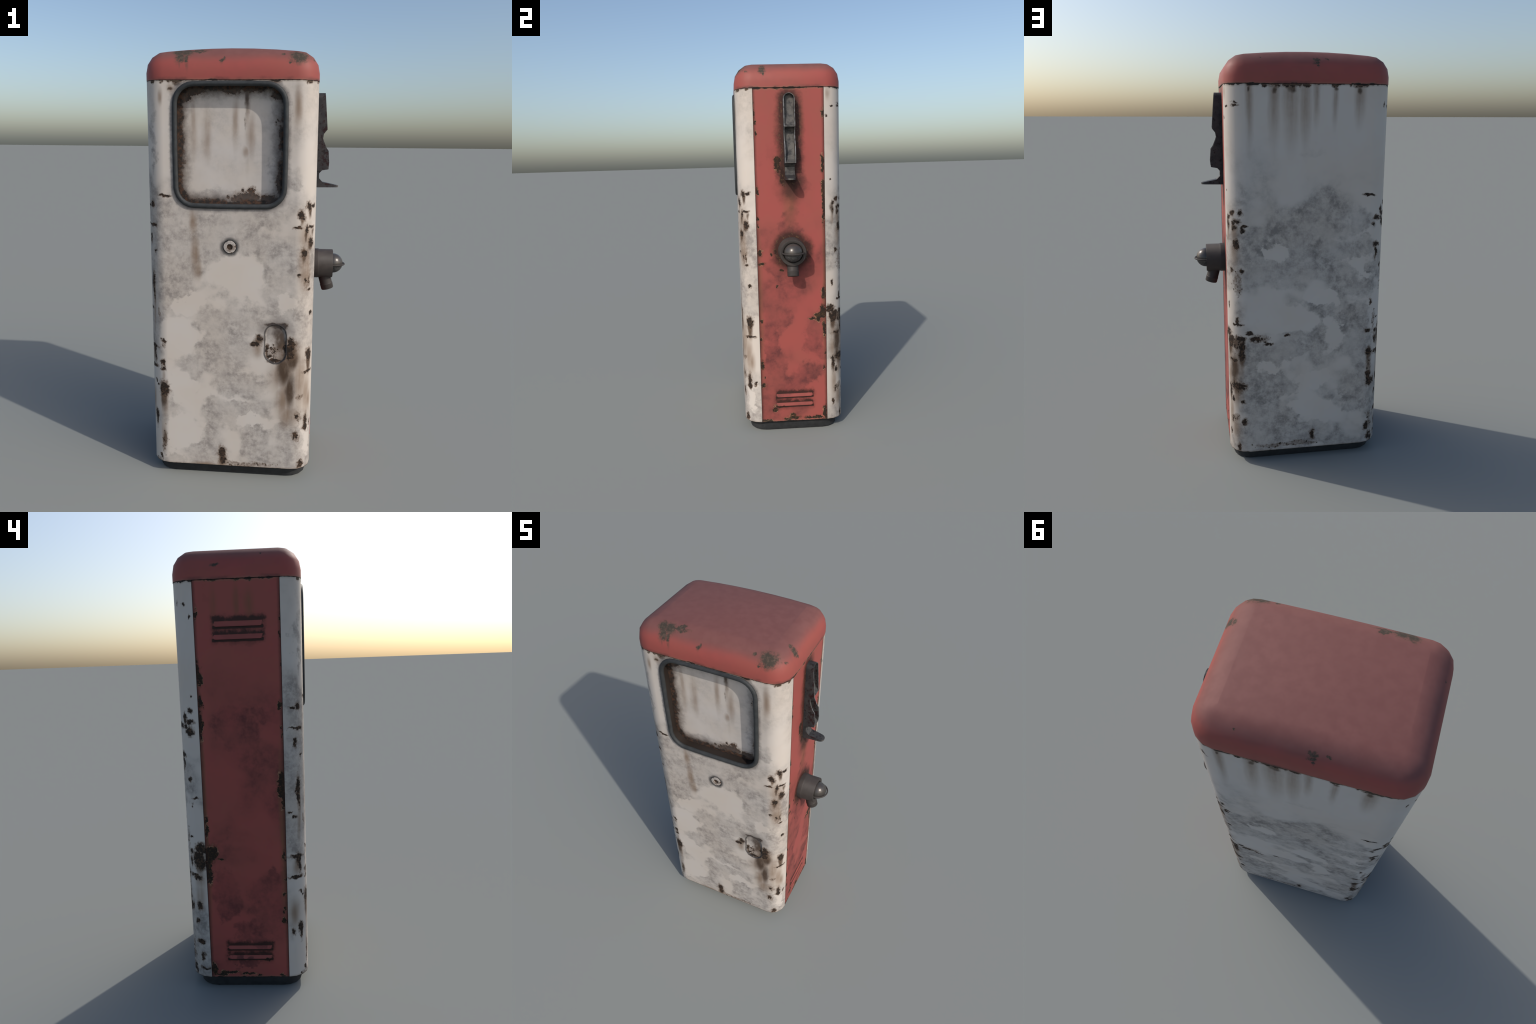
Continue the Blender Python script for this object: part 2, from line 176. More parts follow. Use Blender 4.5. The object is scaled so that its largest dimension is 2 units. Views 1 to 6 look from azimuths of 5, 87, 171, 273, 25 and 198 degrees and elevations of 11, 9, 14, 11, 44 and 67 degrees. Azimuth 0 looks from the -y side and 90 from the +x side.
WINDOW_RUST = [
    (-0.307, -0.226, 1.711, 0.017, 0.048), (-0.312, -0.226, 1.648, 0.016, 0.057), (-0.301, -0.226, 1.61, 0.017, 0.017), (-0.307, -0.226, 1.512, 0.022, 0.017),
    (-0.31, -0.226, 1.455, 0.017, 0.026), (0.001, -0.226, 1.351, 0.051, 0.026), (-0.05, -0.226, 1.343, 0.026, 0.017), (-0.199, -0.226, 1.33, 0.069, 0.013),
    (0.135, -0.226, 1.691, 0.00935, 0.021), (0.143, -0.226, 1.651, 0.00935, 0.0238), (0.147, -0.226, 1.43, 0.017, 0.064), (0.094, -0.226, 1.349, 0.043, 0.017),
    (-0.298, -0.226, 1.79, 0.016, 0.016), (-0.252, -0.226, 1.823, 0.069, 0.026), (-0.07, -0.226, 1.821, 0.039, 0.019), (0.021, -0.226, 1.828, 0.038, 0.017),
    (-0.087, -0.226, 1.352, 0.01, 0.01), (-0.019, -0.226, 1.378, 0.006, 0.017), (0.113, -0.226, 1.503, 0.0022, 0.0035), (-0.279, -0.226, 1.438, 0.003, 0.004),
    (0.066, -0.226, 1.808, 0.005, 0.006), (0.016, -0.226, 1.384, 0.017, 0.017), (-0.285, -0.2205, 1.795, 0.03, 0.025), (0.135, -0.2205, 1.8, 0.035, 0.022),
    (0.15, -0.2205, 1.62, 0.014, 0.042), (0.02, -0.2205, 1.825, 0.06, 0.012),
]
WINDOW_STAINS = [
    (0, -0.226, 1.8, 0.017, 0.4), (0.001, -0.226, 1.8, 0.013, 0.4), (-0.008, -0.226, 1.553, 0.021, 0.038), (0.014, -0.226, 1.628, 0.03, 0.128),
    (-0.242, -0.226, 1.663, 0.022, 0.182), (-0.054, -0.226, 1.701, 0.021, 0.162), (-0.185, -0.226, 1.626, 0.03, 0.151), (-0.278, -0.226, 1.347, 0.052, 0.026),
]
WINDOW_GRIME = [
    (-0.153, -0.226, 1.821, 0.142, 0.03), (0.122, -0.226, 1.774, 0.047, 0.085), (0.138, -0.226, 1.479, 0.038, 0.127), (-0.179, -0.226, 1.341, 0.108, 0.056),
    (0.036, -0.226, 1.336, 0.12, 0.043), (-0.297, -0.226, 1.397, 0.039, 0.096),
]
LID_CHIPS = [
    (-0.302, -0.22, 1.982, 0.021, 0.028), (-0.266, -0.226, 1.978, 0.024, 0.032), (-0.292, -0.248, 1.959, 0.019, 0.032), (-0.265, -0.253, 1.953, 0.011, 0.04),
    (-0.221, -0.218, 1.983, 0.04, 0.006), (0.222, -0.246, 1.961, 0.037, 0.033), (0.29, -0.128, 1.953, 0.017, 0.026), (0.301, -0.124, 1.934, 0.009, 0.015),
    (0.27, -0.125, 1.974, 0.011, 0.009), (-0.106, -0.258, 1.945, 0.006, 0.011), (0.181, -0.263, 1.933, 0.005, 0.005), (0.28, -0.222, 1.946, 0.007, 0.007),
    (-0.111, -0.261, 1.938, 0.006, 0.009), (0.152, -0.241, 1.966, 0.007, 0.006), (-0.105, 0.266, 1.949, 0.012, 0.01), (-0.104, 0.257, 1.962, 0.015, 0.006),
    (-0.11, 0.274, 1.933, 0.007, 0.009), (0.141, 0.248, 1.97, 0.004, 0.004), (-0.154, 0.253, 1.966, 0.007, 0.006), (0.286, -0.213, 1.944, 0.008, 0.007),
    (-0.457, 0.086, 1.915, 0.015, 0.006), (-0.434, -0.104, 1.961, 0.004, 0.003),
]
LID_DRIPS = [
    (-0.257, -0.268, 1.915, 0.01, 0.048), (-0.294, -0.265, 1.928, 0.007, 0.032), (0.223, -0.263, 1.933, 0.03, 0.022),
]
WINDOW_BURNS = [
    (0, -0.226, 1.775, 0.016, 0.085), (-0.006, -0.226, 1.7, 0.009, 0.06),
]


# ================================================================ mesh helpers
ROOT = None


def new_object(name, bm, mat, parent=None, smooth=None):
    me = bpy.data.meshes.new(name)
    bm.normal_update()
    bm.to_mesh(me)
    bm.free()
    ob = bpy.data.objects.new(name, me)
    bpy.context.scene.collection.objects.link(ob)
    if mat:
        me.materials.append(mat)
    ob.parent = parent or ROOT
    if smooth is not None:
        shade(ob, smooth)
    return ob


def shade(ob, angle):
    bm = bmesh.new()
    bm.from_mesh(ob.data)
    lim = math.radians(angle)
    for f in bm.faces:
        f.smooth = True
    for e in bm.edges:
        e.smooth = len(e.link_faces) == 2 and e.calc_face_angle(0) < lim
    bm.to_mesh(ob.data)
    bm.free()


def arc(cx, cy, r, a0, a1, n):
    return [(cx + r * math.cos(math.radians(a0 + (a1 - a0) * i / n)),
             cy + r * math.sin(math.radians(a0 + (a1 - a0) * i / n))) for i in range(n + 1)]


def rounded_rect(x0, x1, y0, y1, r, n):
    return (arc(x1 - r, y0 + r, r, -90, 0, n) + arc(x1 - r, y1 - r, r, 0, 90, n) +
            arc(x0 + r, y1 - r, r, 90, 180, n) + arc(x0 + r, y0 + r, r, 180, 270, n))


def loft(rings, close=True, cap0=True, cap1=True):
    """rings: lists of 3D points, all of the same length."""
    bm = bmesh.new()
    vs = [[bm.verts.new(p) for p in ring] for ring in rings]
    n = len(rings[0])
    for a, b in zip(vs, vs[1:]):
        for i in range(n if close else n - 1):
            j = (i + 1) % n
            bm.faces.new((a[i], a[j], b[j], b[i]))
    if cap0:
        bm.faces.new(vs[0][::-1])
    if cap1:
        bm.faces.new(vs[-1])
    bmesh.ops.recalc_face_normals(bm, faces=bm.faces)
    return bm


def prism(outline, axis, a, b):
    """Extrude a 2D outline along an axis; outline is in the other two axes."""
    def put(p, h):
        q = list(p)
        q.insert(axis, h)
        return tuple(q)
    return loft([[put(p, a) for p in outline], [put(p, b) for p in outline]])


def box(x0, x1, y0, y1, z0, z1, bevel=0.0):
    bm = prism([(x0, y0), (x1, y0), (x1, y1), (x0, y1)], 2, z0, z1)
    if bevel:
        bmesh.ops.bevel(bm, geom=bm.edges[:], offset=bevel, segments=2, affect='EDGES', profile=0.5)
    return bm


def lathe(profile, n, origin, axis_dir, up=Vector((0, 0, 1)), close_ends=True):
    """profile: (distance along the axis, radius)."""
    d = Vector(axis_dir).normalized()
    u = (up - d * up.dot(d)).normalized()
    w = d.cross(u)
    rings = []
    for h, r in profile:
        rings.append([Vector(origin) + d * h + (u * math.cos(2 * math.pi * i / n) + w * math.sin(2 * math.pi * i / n)) * r
                      for i in range(n)])
    return loft(rings, True, close_ends, close_ends)


def sweep(path, r, n, closed=False, flat=1.0):
    """Round tube along a list of points."""
    path = [Vector(p) for p in path]
    rings = []
    m = len(path)
    ref = None
    for i, p in enumerate(path):
        a = path[(i - 1) % m] if (closed or i > 0) else p
        b = path[(i + 1) % m] if (closed or i < m - 1) else p
        t = (b - a).normalized()
        if ref is None:
            ref = Vector((0, 1, 0)) if abs(t.y) < 0.9 else Vector((0, 0, 1))
        u = (ref - t * ref.dot(t)).normalized()
        ref = u
        w = t.cross(u)
        rings.append([p + u * (r * math.cos(2 * math.pi * k / n)) + w * (r * flat * math.sin(2 * math.pi * k / n)) for k in range(n)])
    if closed:
        rings.append(rings[0])
        bm = loft(rings, True, False, False)
        bmesh.ops.remove_doubles(bm, verts=bm.verts, dist=1e-6)
        bmesh.ops.recalc_face_normals(bm, faces=bm.faces)
        return bm
    return loft(rings)


def boolean(ob, cutter_bm, op):
    cutter = new_object("cutter", cutter_bm, None)
    cutter.parent = None
    mod = ob.modifiers.new("b", 'BOOLEAN')
    mod.operation, mod.object, mod.solver = op, cutter, 'EXACT'
    apply_modifiers(ob)
    me = cutter.data
    bpy.data.objects.remove(cutter)
    bpy.data.meshes.remove(me)


def apply_modifiers(ob):
    dg = bpy.context.evaluated_depsgraph_get()
    dg.update()
    me = bpy.data.meshes.new_from_object(ob.evaluated_get(dg))
    old = ob.data
    ob.modifiers.clear()
    ob.data = me
    me.name = ob.name
    bpy.data.meshes.remove(old)


def weighted(ob, angle):
    """Flat faces stay flat-shaded, the rounding carries the gradient."""
    shade(ob, angle)
    m = ob.modifiers.new("w", 'WEIGHTED_NORMAL')
    m.keep_sharp = True
    m.weight = 80
    apply_modifiers(ob)


def superellipse_window(grow=0.0, bulge=0.004, n=8):
    """Rounded window outline in x-z, with sides that bow out a little."""
    r = WIN['r'] + grow
    x0, x1, z0, z1 = WIN['x0'] - grow, WIN['x1'] + grow, WIN['z0'] - grow, WIN['z1'] + grow
    pts = []
    base = rounded_rect(x0, x1, z0, z1, r, n)
    dense = []
    for i, p in enumerate(base):
        q = base[(i + 1) % len(base)]
        dense.append(p)
        if math.hypot(p[0] - q[0], p[1] - q[1]) > 0.1:
            for k in range(1, 8):
                dense.append((p[0] + (q[0] - p[0]) * k / 8, p[1] + (q[1] - p[1]) * k / 8))
    cx, cz, hx, hz = (x0 + x1) / 2, (z0 + z1) / 2, (x1 - x0) / 2, (z1 - z0) / 2
    for x, z in dense:
        u, v = (x - cx) / hx, (z - cz) / hz
        pts.append((x + bulge * u * (1 - v * v) * 1.0 - 0.3 * bulge * u, z + bulge * v * (1 - u * u) - 0.3 * bulge * v))
    return pts


# ================================================================ node helpers
class Mat:
    def __init__(self, name):
        self.m = bpy.data.materials.new(name)
        self.m.use_nodes = True
        self.t = self.m.node_tree
        self.t.nodes.clear()
        self.out = self.t.nodes.new("ShaderNodeOutputMaterial")
        self.bsdf = self.t.nodes.new("ShaderNodeBsdfPrincipled")
        self.t.links.new(self.bsdf.outputs[0], self.out.inputs[0])
        tc = self.t.nodes.new("ShaderNodeTexCoord")
        self.P = tc.outputs["Object"]
        sep = self.t.nodes.new("ShaderNodeSeparateXYZ")
        self.t.links.new(self.P, sep.inputs[0])
        self.x, self.y, self.z = sep.outputs
        geo = self.t.nodes.new("ShaderNodeNewGeometry")
        sn = self.t.nodes.new("ShaderNodeSeparateXYZ")
        self.t.links.new(geo.outputs["True Normal"], sn.inputs[0])
        self.nx, self.ny, self.nz = sn.outputs

    def put(self, sock, v):
        if isinstance(v, bpy.types.NodeSocket):
            self.t.links.new(v, sock)
        elif isinstance(v, (tuple, list)) and sock.type == 'RGBA':
            sock.default_value = tuple(v) + (1.0,) * (4 - len(v))
        else:
            sock.default_value = v

    def math(self, op, a, b=0.0, c=None, clamp=False):
        n = self.t.nodes.new("ShaderNodeMath")
        n.operation, n.use_clamp = op, clamp
        self.put(n.inputs[0], a)
        self.put(n.inputs[1], b)
        if c is not None:
            self.put(n.inputs[2], c)
        return n.outputs[0]

    def add(self, a, b): return self.math('ADD', a, b)
    def sub(self, a, b): return self.math('SUBTRACT', a, b)
    def mul(self, a, b): return self.math('MULTIPLY', a, b)
    def mx(self, a, b): return self.math('MAXIMUM', a, b)
    def mn(self, a, b): return self.math('MINIMUM', a, b)
    def inv(self, a): return self.math('SUBTRACT', 1.0, a)
    def abs(self, a): return self.math('ABSOLUTE', a)

    def vec(self, op, a, b=None, c=None):
        n = self.t.nodes.new("ShaderNodeVectorMath")
        n.operation = op
        for i, v in enumerate((a, b, c)):
            if v is not None:
                self.put(n.inputs[i], v)
        return n.outputs["Value"] if op == 'LENGTH' else n.outputs[0]

    def scaled(self, s):
        return self.vec('MULTIPLY', self.P, s)

    def noise(self, scale, detail=3, rough=0.55, vec=None, distort=0.0, color=False):
        n = self.t.nodes.new("ShaderNodeTexNoise")
        self.put(n.inputs["Vector"], vec if vec is not None else self.P)
        n.inputs["Scale"].default_value = scale
        n.inputs["Detail"].default_value = detail
        n.inputs["Roughness"].default_value = rough
        n.inputs["Distortion"].default_value = distort
        return n.outputs["Color" if color else "Fac"]

    def ramp(self, v, a, b, lo=0.0, hi=1.0, kind='SMOOTHSTEP'):
        """Smooth step: lo at a, hi at b."""
        n = self.t.nodes.new("ShaderNodeMapRange")
        n.interpolation_type = kind
        if a > b:
            a, b, lo, hi = b, a, hi, lo
        self.put(n.inputs[0], v)
        for i, k in zip((1, 2, 3, 4), (a, b, lo, hi)):
            n.inputs[i].default_value = k
        return n.outputs[0]

    def mix(self, f, a, b, blend='MIX'):
        n = self.t.nodes.new("ShaderNodeMix")
        n.data_type, n.blend_type = 'RGBA', blend
        self.put(n.inputs[0], f)
        self.put(n.inputs[6], a)
        self.put(n.inputs[7], b)
        return n.outputs[2]

    def warp(self, scale, amount, detail=4, base=None, stretch=None):
        c = self.noise(scale, detail, 0.6, vec=base if stretch is None else self.scaled(stretch), color=True)
        return self.vec('MULTIPLY_ADD', c, (amount, amount, amount),
                        self.vec('SUBTRACT', base or self.P, (amount / 2, amount / 2, amount / 2)))

    def nearest(self, P, marks):
        """0 in the middle of a mark, 1 on its rim, more outside."""
        d = None
        for x, y, z, rh, rz in marks:
            s = (1 / rh, 1 / rh, 1 / rz)
            q = self.vec('MULTIPLY_ADD', P, s, (-x / rh, -y / rh, -z / rz))
            l = self.vec('LENGTH', q)
            d = l if d is None else self.mn(d, l)
        return d if d is not None else 9.0

    def bump(self, h, strength=0.3, dist=0.002):
        n = self.t.nodes.new("ShaderNodeBump")
        n.inputs["Strength"].default_value = strength
        n.inputs["Distance"].default_value = dist
        self.put(n.inputs["Height"], h)
        self.t.links.new(n.outputs[0], self.bsdf.inputs["Normal"])

    def finish(self, color, rough=0.5, metal=0.0, spec=0.5):
        self.put(self.bsdf.inputs["Base Color"], color)
        self.put(self.bsdf.inputs["Roughness"], rough)
        self.put(self.bsdf.inputs["Metallic"], metal)
        self.put(self.bsdf.inputs["Specular IOR Level"], spec)
        return self.m

    def rect_distance(self, a, b, a0, a1, b0, b1, r):
        """Signed distance to a rounded rectangle in the plane of sockets a, b."""
        qa = self.sub(self.abs(self.sub(a, (a0 + a1) / 2)), (a1 - a0) / 2 - r)
        qb = self.sub(self.abs(self.sub(b, (b0 + b1) / 2)), (b1 - b0) / 2 - r)
        ma, mb = self.mx(qa, 0.0), self.mx(qb, 0.0)
        outer = self.math('SQRT', self.add(self.mul(ma, ma), self.mul(mb, mb)))
        return self.sub(self.add(outer, self.mn(self.mx(qa, qb), 0.0)), r)


RUST_DARK = (0.022, 0.015, 0.011)
RUST = (0.075, 0.043, 0.026)
BROWN = (0.20, 0.135, 0.09)
BURNT = (0.060, 0.036, 0.022)
WHITE = (0.525, 0.464, 0.408)
RED = (0.305, 0.070, 0.060)


def wear(M, color, marks, specks, stains, grime, clean, paint, burns=None):
    """Shared weathering: soft grey grime, brown run-off, chips and specks."""
    cl = M.noise(3.1, 3, 0.55, distort=0.3)
    fine = M.noise(paint.get('fine', 26), 8, 0.68)
    broad = M.noise(8, 4, 0.6)
    mid = M.noise(60, 5, 0.65)
    softP = M.warp(9, 0.24, 7)
    region = M.ramp(cl, 0.36, 0.66)
    if grime:
        region = M.add(M.mul(region, paint.get('cloud', 0.5)), M.ramp(M.nearest(softP, grime), 1.15, 0.35, 0, 0.62))
    if clean:
        region = M.sub(region, M.ramp(M.nearest(softP, clean), 1.10, 0.45, 0, 0.72))
    if 'height' in paint:
        region = M.mul(region, M.ramp(M.z, *paint['height']))
    patch = M.ramp(region, 0.08, 0.50)
    mott = M.add(M.mul(M.ramp(fine, 0.33, 0.70), 0.85), M.mul(M.ramp(mid, 0.35, 0.65), 0.25))
    mott = M.mul(mott, M.ramp(broad, 0.32, 0.66, 0.30, 1.30))
    g = M.math('MULTIPLY', patch, M.add(M.mul(mott, 0.75), paint.get('haze', 0.20)), clamp=True)
    color = M.mix(M.mul(g, paint['grime']), color, paint['grime_color'])
    # brown run-off, drawn out downwards
    if stains:
        runs = M.noise(1, 4, 0.6, vec=M.scaled((32, 32, 2.0)))
        sp = M.warp(1, 0.028, 3, stretch=(16, 16, 4))
        s = M.ramp(M.nearest(sp, stains), 1.15, 0.0)
        s = M.mul(s, M.ramp(M.add(M.mul(runs, 0.75), M.mul(fine, 0.25)), 0.30, 0.60, 0.55, 1.0))
        color = M.mix(M.mul(s, paint['stain']), color, paint.get('stain_color', BROWN))
    if burns:
        b = M.ramp(M.nearest(M.warp(16, 0.045, 5, stretch=(1, 1, 0.5)), burns), 1.15, 0.35)
        b = M.mul(b, M.ramp(M.add(M.mul(M.noise(1, 5, 0.65, vec=M.scaled((40, 40, 14))), 0.6), M.mul(fine, 0.4)), 0.28, 0.54, 0.62, 1.0))
        color = M.mix(M.mul(b, 0.95), color, BURNT)
    # chips down to rust
    cp = M.warp(34, 0.042, 6)
    d = M.nearest(cp, marks)
    if specks:
        sd = M.nearest(M.warp(12, 0.05, 3), specks)
        spk = M.noise(74, 3, 0.5, vec=M.scaled((1, 1, 0.8)))
        spk = M.add(M.sub(1.0, M.ramp(spk, 0.56, 0.74)), M.ramp(sd, 0.3, 1.2, 0.10, 1.8))
        d = M.mn(d, M.add(spk, 0.12))
    rag = M.sub(M.noise(95, 5, 0.65), 0.5)
    d = M.add(d, M.mul(rag, 1.7))
    halo = M.ramp(d, 1.75, 0.95)
    color = M.mix(M.mul(halo, paint.get('halo', 0.35)), color, paint.get('halo_color', BROWN))
    if 'rim' in paint:
        rim = M.mul(M.ramp(d, 1.32, 1.14), M.ramp(M.noise(30, 2), 0.45, 0.6))
        color = M.mix(M.mul(rim, 0.55), color, paint['rim'])
    chip = M.ramp(d, *paint.get('soft', (1.10, 0.90)))
    rust = M.mix(M.ramp(M.noise(90, 4), 0.45, 0.68), paint.get('rust_dark', RUST_DARK), paint.get('rust', RUST))
    color = M.mix(chip, color, rust)
    return color, chip, g, fine


def seam_chips(M, color, z, half, density=0.60, scale=(15, 15, 3), black=RUST_DARK):
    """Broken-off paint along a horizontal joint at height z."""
    n = M.noise(1, 3, 0.6, vec=M.scaled(scale))
    n2 = M.noise(70, 3, 0.6)
    h = M.ramp(n, density - 0.06, density + 0.08, 0.0016, half)
    dz = M.add(M.abs(M.sub(M.z, z)), M.mul(M.sub(n2, 0.5), half * 0.7))
    t = M.sub(dz, h)
    color = M.mix(M.mul(M.ramp(t, 0.010, 0.0), 0.35), color, BROWN)
    return M.mix(M.ramp(t, 0.0008, -0.0008), color, black)


def white_paint(front):
    M = Mat("white_paint_front" if front else "white_paint_back")
    tone = M.noise(5, 3, 0.5)
    color = M.mix(M.ramp(tone, 0.3, 0.7), WHITE, (0.535, 0.488, 0.445))
    paint = dict(grime=0.76 if front else 0.80, grime_color=(0.170, 0.150, 0.139) if front else (0.140, 0.128, 0.120), stain=0.88 if front else 0.75, cloud=0.80, halo=0.78, halo_color=(0.125, 0.080, 0.052),
                 height=(1.86, 1.15, 0.35, 1.0) if front else (1.68, 1.00, 0.22, 1.0))
    if front:
        color, chip, g, fine = wear(M, color, FRONT_CHIPS, FRONT_SPECKS, FRONT_STAINS, FRONT_GRIME, FRONT_CLEAN, paint, FRONT_BURNS)
        # occlusion-like dark halos painted around the window frame, the lock and the grip
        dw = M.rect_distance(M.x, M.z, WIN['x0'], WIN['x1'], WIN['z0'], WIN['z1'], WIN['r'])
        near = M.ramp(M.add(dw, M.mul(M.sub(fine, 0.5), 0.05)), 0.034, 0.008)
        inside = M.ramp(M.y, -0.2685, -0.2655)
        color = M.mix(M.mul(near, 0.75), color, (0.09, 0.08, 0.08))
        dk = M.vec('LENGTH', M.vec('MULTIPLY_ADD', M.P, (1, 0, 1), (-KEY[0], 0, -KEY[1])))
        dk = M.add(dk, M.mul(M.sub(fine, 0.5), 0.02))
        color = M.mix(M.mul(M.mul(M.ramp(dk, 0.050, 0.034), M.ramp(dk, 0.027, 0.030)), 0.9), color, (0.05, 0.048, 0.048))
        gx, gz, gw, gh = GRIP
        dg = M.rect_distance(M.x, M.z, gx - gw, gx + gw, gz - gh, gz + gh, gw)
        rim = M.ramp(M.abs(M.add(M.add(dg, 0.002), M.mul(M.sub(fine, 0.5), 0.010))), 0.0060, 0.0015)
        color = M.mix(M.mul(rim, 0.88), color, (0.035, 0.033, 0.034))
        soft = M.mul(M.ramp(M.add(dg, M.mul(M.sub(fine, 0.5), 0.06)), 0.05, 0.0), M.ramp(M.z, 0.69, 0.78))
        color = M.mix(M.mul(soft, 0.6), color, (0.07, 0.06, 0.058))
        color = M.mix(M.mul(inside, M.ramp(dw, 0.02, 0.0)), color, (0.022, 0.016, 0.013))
    else:
        color, chip, g, fine = wear(M, color, BACK_CHIPS, BACK_SPECKS, BACK_STAINS, BACK_GRIME, BACK_CLEAN, paint, BACK_BURNS)
    color = seam_chips(M, color, Z_SEAM, 0.0085, 0.58)
    color = seam_chips(M, color, Z_FOOT, 0.004, 0.62)
    M.bump(M.sub(M.mul(fine, 0.15), chip), 0.5, 0.0015)
    rough = M.add(M.mul(chip, 0.3), M.add(M.mul(g, 0.15), 0.52))
    return M.finish(color, rough, 0.0, 0.28)


def red_paint(name, chips, grime, right):
    M = Mat(name)
    tone = M.noise(6, 3, 0.5)
    color = M.mix(M.ramp(tone, 0.3, 0.7), RED, (RED[0] * 0.93, RED[1] * 1.06, RED[2]))
    paint = dict(fine=12, grime=0.80, grime_color=(0.080, 0.026, 0.026), stain=0.6 if right else 0.95, cloud=0.45, halo=0.55, halo_color=(0.12, 0.045, 0.028),
                 rim=(0.42, 0.24, 0.14), rust=(0.06, 0.034, 0.016), height=(1.75, 0.9, 0.25, 1.0))
    stains = [(0.3055, 0.005, 1.26, 0.055, 0.17), (0.3055, 0.06, 1.70, 0.03, 0.12)] if right else \
             [(-0.466, 0.10, 1.76, 0.022, 0.12), (-0.466, 0.005, 1.76, 0.022, 0.10), (-0.466, -0.05, 1.75, 0.03, 0.09)]
    stains += [((X1 if right else X0), YF + 0.012, 0.75, 0.018, 0.62), ((X1 if right else X0), YB - 0.010, 0.8, 0.014, 0.7)]
    paint['stain_color'] = (0.17, 0.075, 0.04)
    color, chip, g, fine = wear(M, color, chips, None, stains, grime, None, paint)
    nz = M.mul(M.sub(fine, 0.5), 0.05)
    dirt = (0.030, 0.013, 0.010)
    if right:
        # dark uneven halo round the nozzle cradle and the hose outlet
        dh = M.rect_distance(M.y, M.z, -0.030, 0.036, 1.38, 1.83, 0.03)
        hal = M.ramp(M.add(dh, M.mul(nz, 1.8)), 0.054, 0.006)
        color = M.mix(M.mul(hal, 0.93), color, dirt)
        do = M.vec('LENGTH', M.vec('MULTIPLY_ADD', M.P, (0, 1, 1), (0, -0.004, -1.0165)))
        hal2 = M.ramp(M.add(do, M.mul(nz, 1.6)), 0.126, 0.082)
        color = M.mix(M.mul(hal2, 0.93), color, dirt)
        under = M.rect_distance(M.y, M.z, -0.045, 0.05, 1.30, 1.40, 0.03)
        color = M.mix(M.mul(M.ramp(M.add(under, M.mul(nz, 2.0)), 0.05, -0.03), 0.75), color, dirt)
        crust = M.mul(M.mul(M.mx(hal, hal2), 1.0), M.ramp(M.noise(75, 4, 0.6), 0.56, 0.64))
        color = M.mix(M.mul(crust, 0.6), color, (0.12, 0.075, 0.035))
    # soot gathered over and between the louvres, dark line painted under each
    slats = LOUVRES_RIGHT if right else LOUVRES_LEFT
    face = M.mul(M.ramp(M.nz, 0.05, 0.12), 0.92)           # the faces of the louvres stay clean
    for k, (zt, zb, y0, y1) in enumerate(slats):
        over = M.rect_distance(M.y, M.z, y0, y1, zt - 0.002, zt + (0.014 if k % 2 == 0 else 0.009), 0.004)
        below = M.rect_distance(M.y, M.z, y0 - 0.002, y1 + 0.002, zb - 0.007, zb + 0.004, 0.003)
        wob = M.mul(M.sub(M.noise(30, 5, 0.65), 0.5), 0.055)
        soot = M.mul(M.ramp(M.add(over, wob), 0.013, -0.004), 0.92)
        line = M.ramp(M.add(below, M.mul(wob, 0.12)), 0.0045, 0.0)
        color = M.mix(M.mul(M.mx(soot, M.mul(line, 0.97)), M.inv(face)), color, dirt)
        wide = M.rect_distance(M.y, M.z, y0 - 0.004, y1 + 0.004, zb - 0.012, zt + 0.02, 0.012)
        color = M.mix(M.mul(M.mul(M.ramp(M.add(wide, wob), 0.02, -0.01), 0.40), M.inv(face)), color, dirt)
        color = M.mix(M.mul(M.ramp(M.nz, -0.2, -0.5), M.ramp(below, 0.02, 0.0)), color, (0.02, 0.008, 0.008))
    color = seam_chips(M, color, Z_SEAM, 0.007, 0.56, (14, 14, 3))
    color = seam_chips(M, color, Z_FOOT, 0.010, 0.55, (12, 12, 3))
    for ye in (YF, YB):
        de = M.add(M.abs(M.sub(M.y, ye)), M.mul(M.sub(M.noise(35, 3), 0.5), 0.006))
        color = M.mix(M.mul(M.ramp(de, 0.018, 0.001), 0.65), color, dirt)
        color = M.mix(M.ramp(M.abs(M.sub(M.y, ye)), 0.0026, 0.0012), color, (0.02, 0.008, 0.008))
    M.bump(M.sub(M.mul(fine, 0.15), chip), 0.5, 0.0015)
    rough = M.add(M.mul(chip, 0.3), M.add(M.mul(g, 0.15), 0.55))
    return M.finish(color, rough, 0.0, 0.25)


def lid_paint():
    M = Mat("red_paint_lid")
    tone = M.noise(6, 3, 0.5)
    color = M.mix(M.ramp(tone, 0.3, 0.7), RED, (RED[0] * 0.93, RED[1] * 1.06, RED[2]))
    # sun-bleached, dusty top
    top = M.ramp(M.add(M.z, M.mul(M.sub(M.noise(8, 4), 0.5), 0.02)), 1.925, 1.974)
    dust = M.mix(M.ramp(M.noise(26, 5, 0.6), 0.3, 0.7), (0.162, 0.064, 0.058), (0.184, 0.076, 0.068))
    color = M.mix(top, color, dust)
    paint = dict(grime=0.15, grime_color=(0.12, 0.05, 0.045), stain=0.55, cloud=0.5, halo=0.5, halo_color=(0.13, 0.06, 0.045),
                 rust_dark=(0.050, 0.040, 0.031), rust=(0.095, 0.064, 0.050), soft=(1.35, 0.65), stain_color=(0.10, 0.055, 0.042))
    color, chip, g, fine = wear(M, color, LID_CHIPS, None, LID_DRIPS, None, None, paint)
    color = seam_chips(M, color, Z_SEAM, 0.006, 0.60, (14, 14, 3))
    grimy = M.mul(M.ramp(M.add(M.z, M.mul(M.sub(fine, 0.5), 0.03)), 1.876, 1.858), M.ramp(M.noise(9, 2), 0.42, 0.6))
    color = M.mix(M.mul(grimy, 0.6), color, (0.08, 0.025, 0.025))
    M.bump(M.sub(M.mul(fine, 0.15), chip), 0.4, 0.0012)
    rough = M.add(M.mul(chip, 0.2), M.add(M.mul(top, 0.12), 0.55))
    return M.finish(color, rough, 0.0, 0.25)


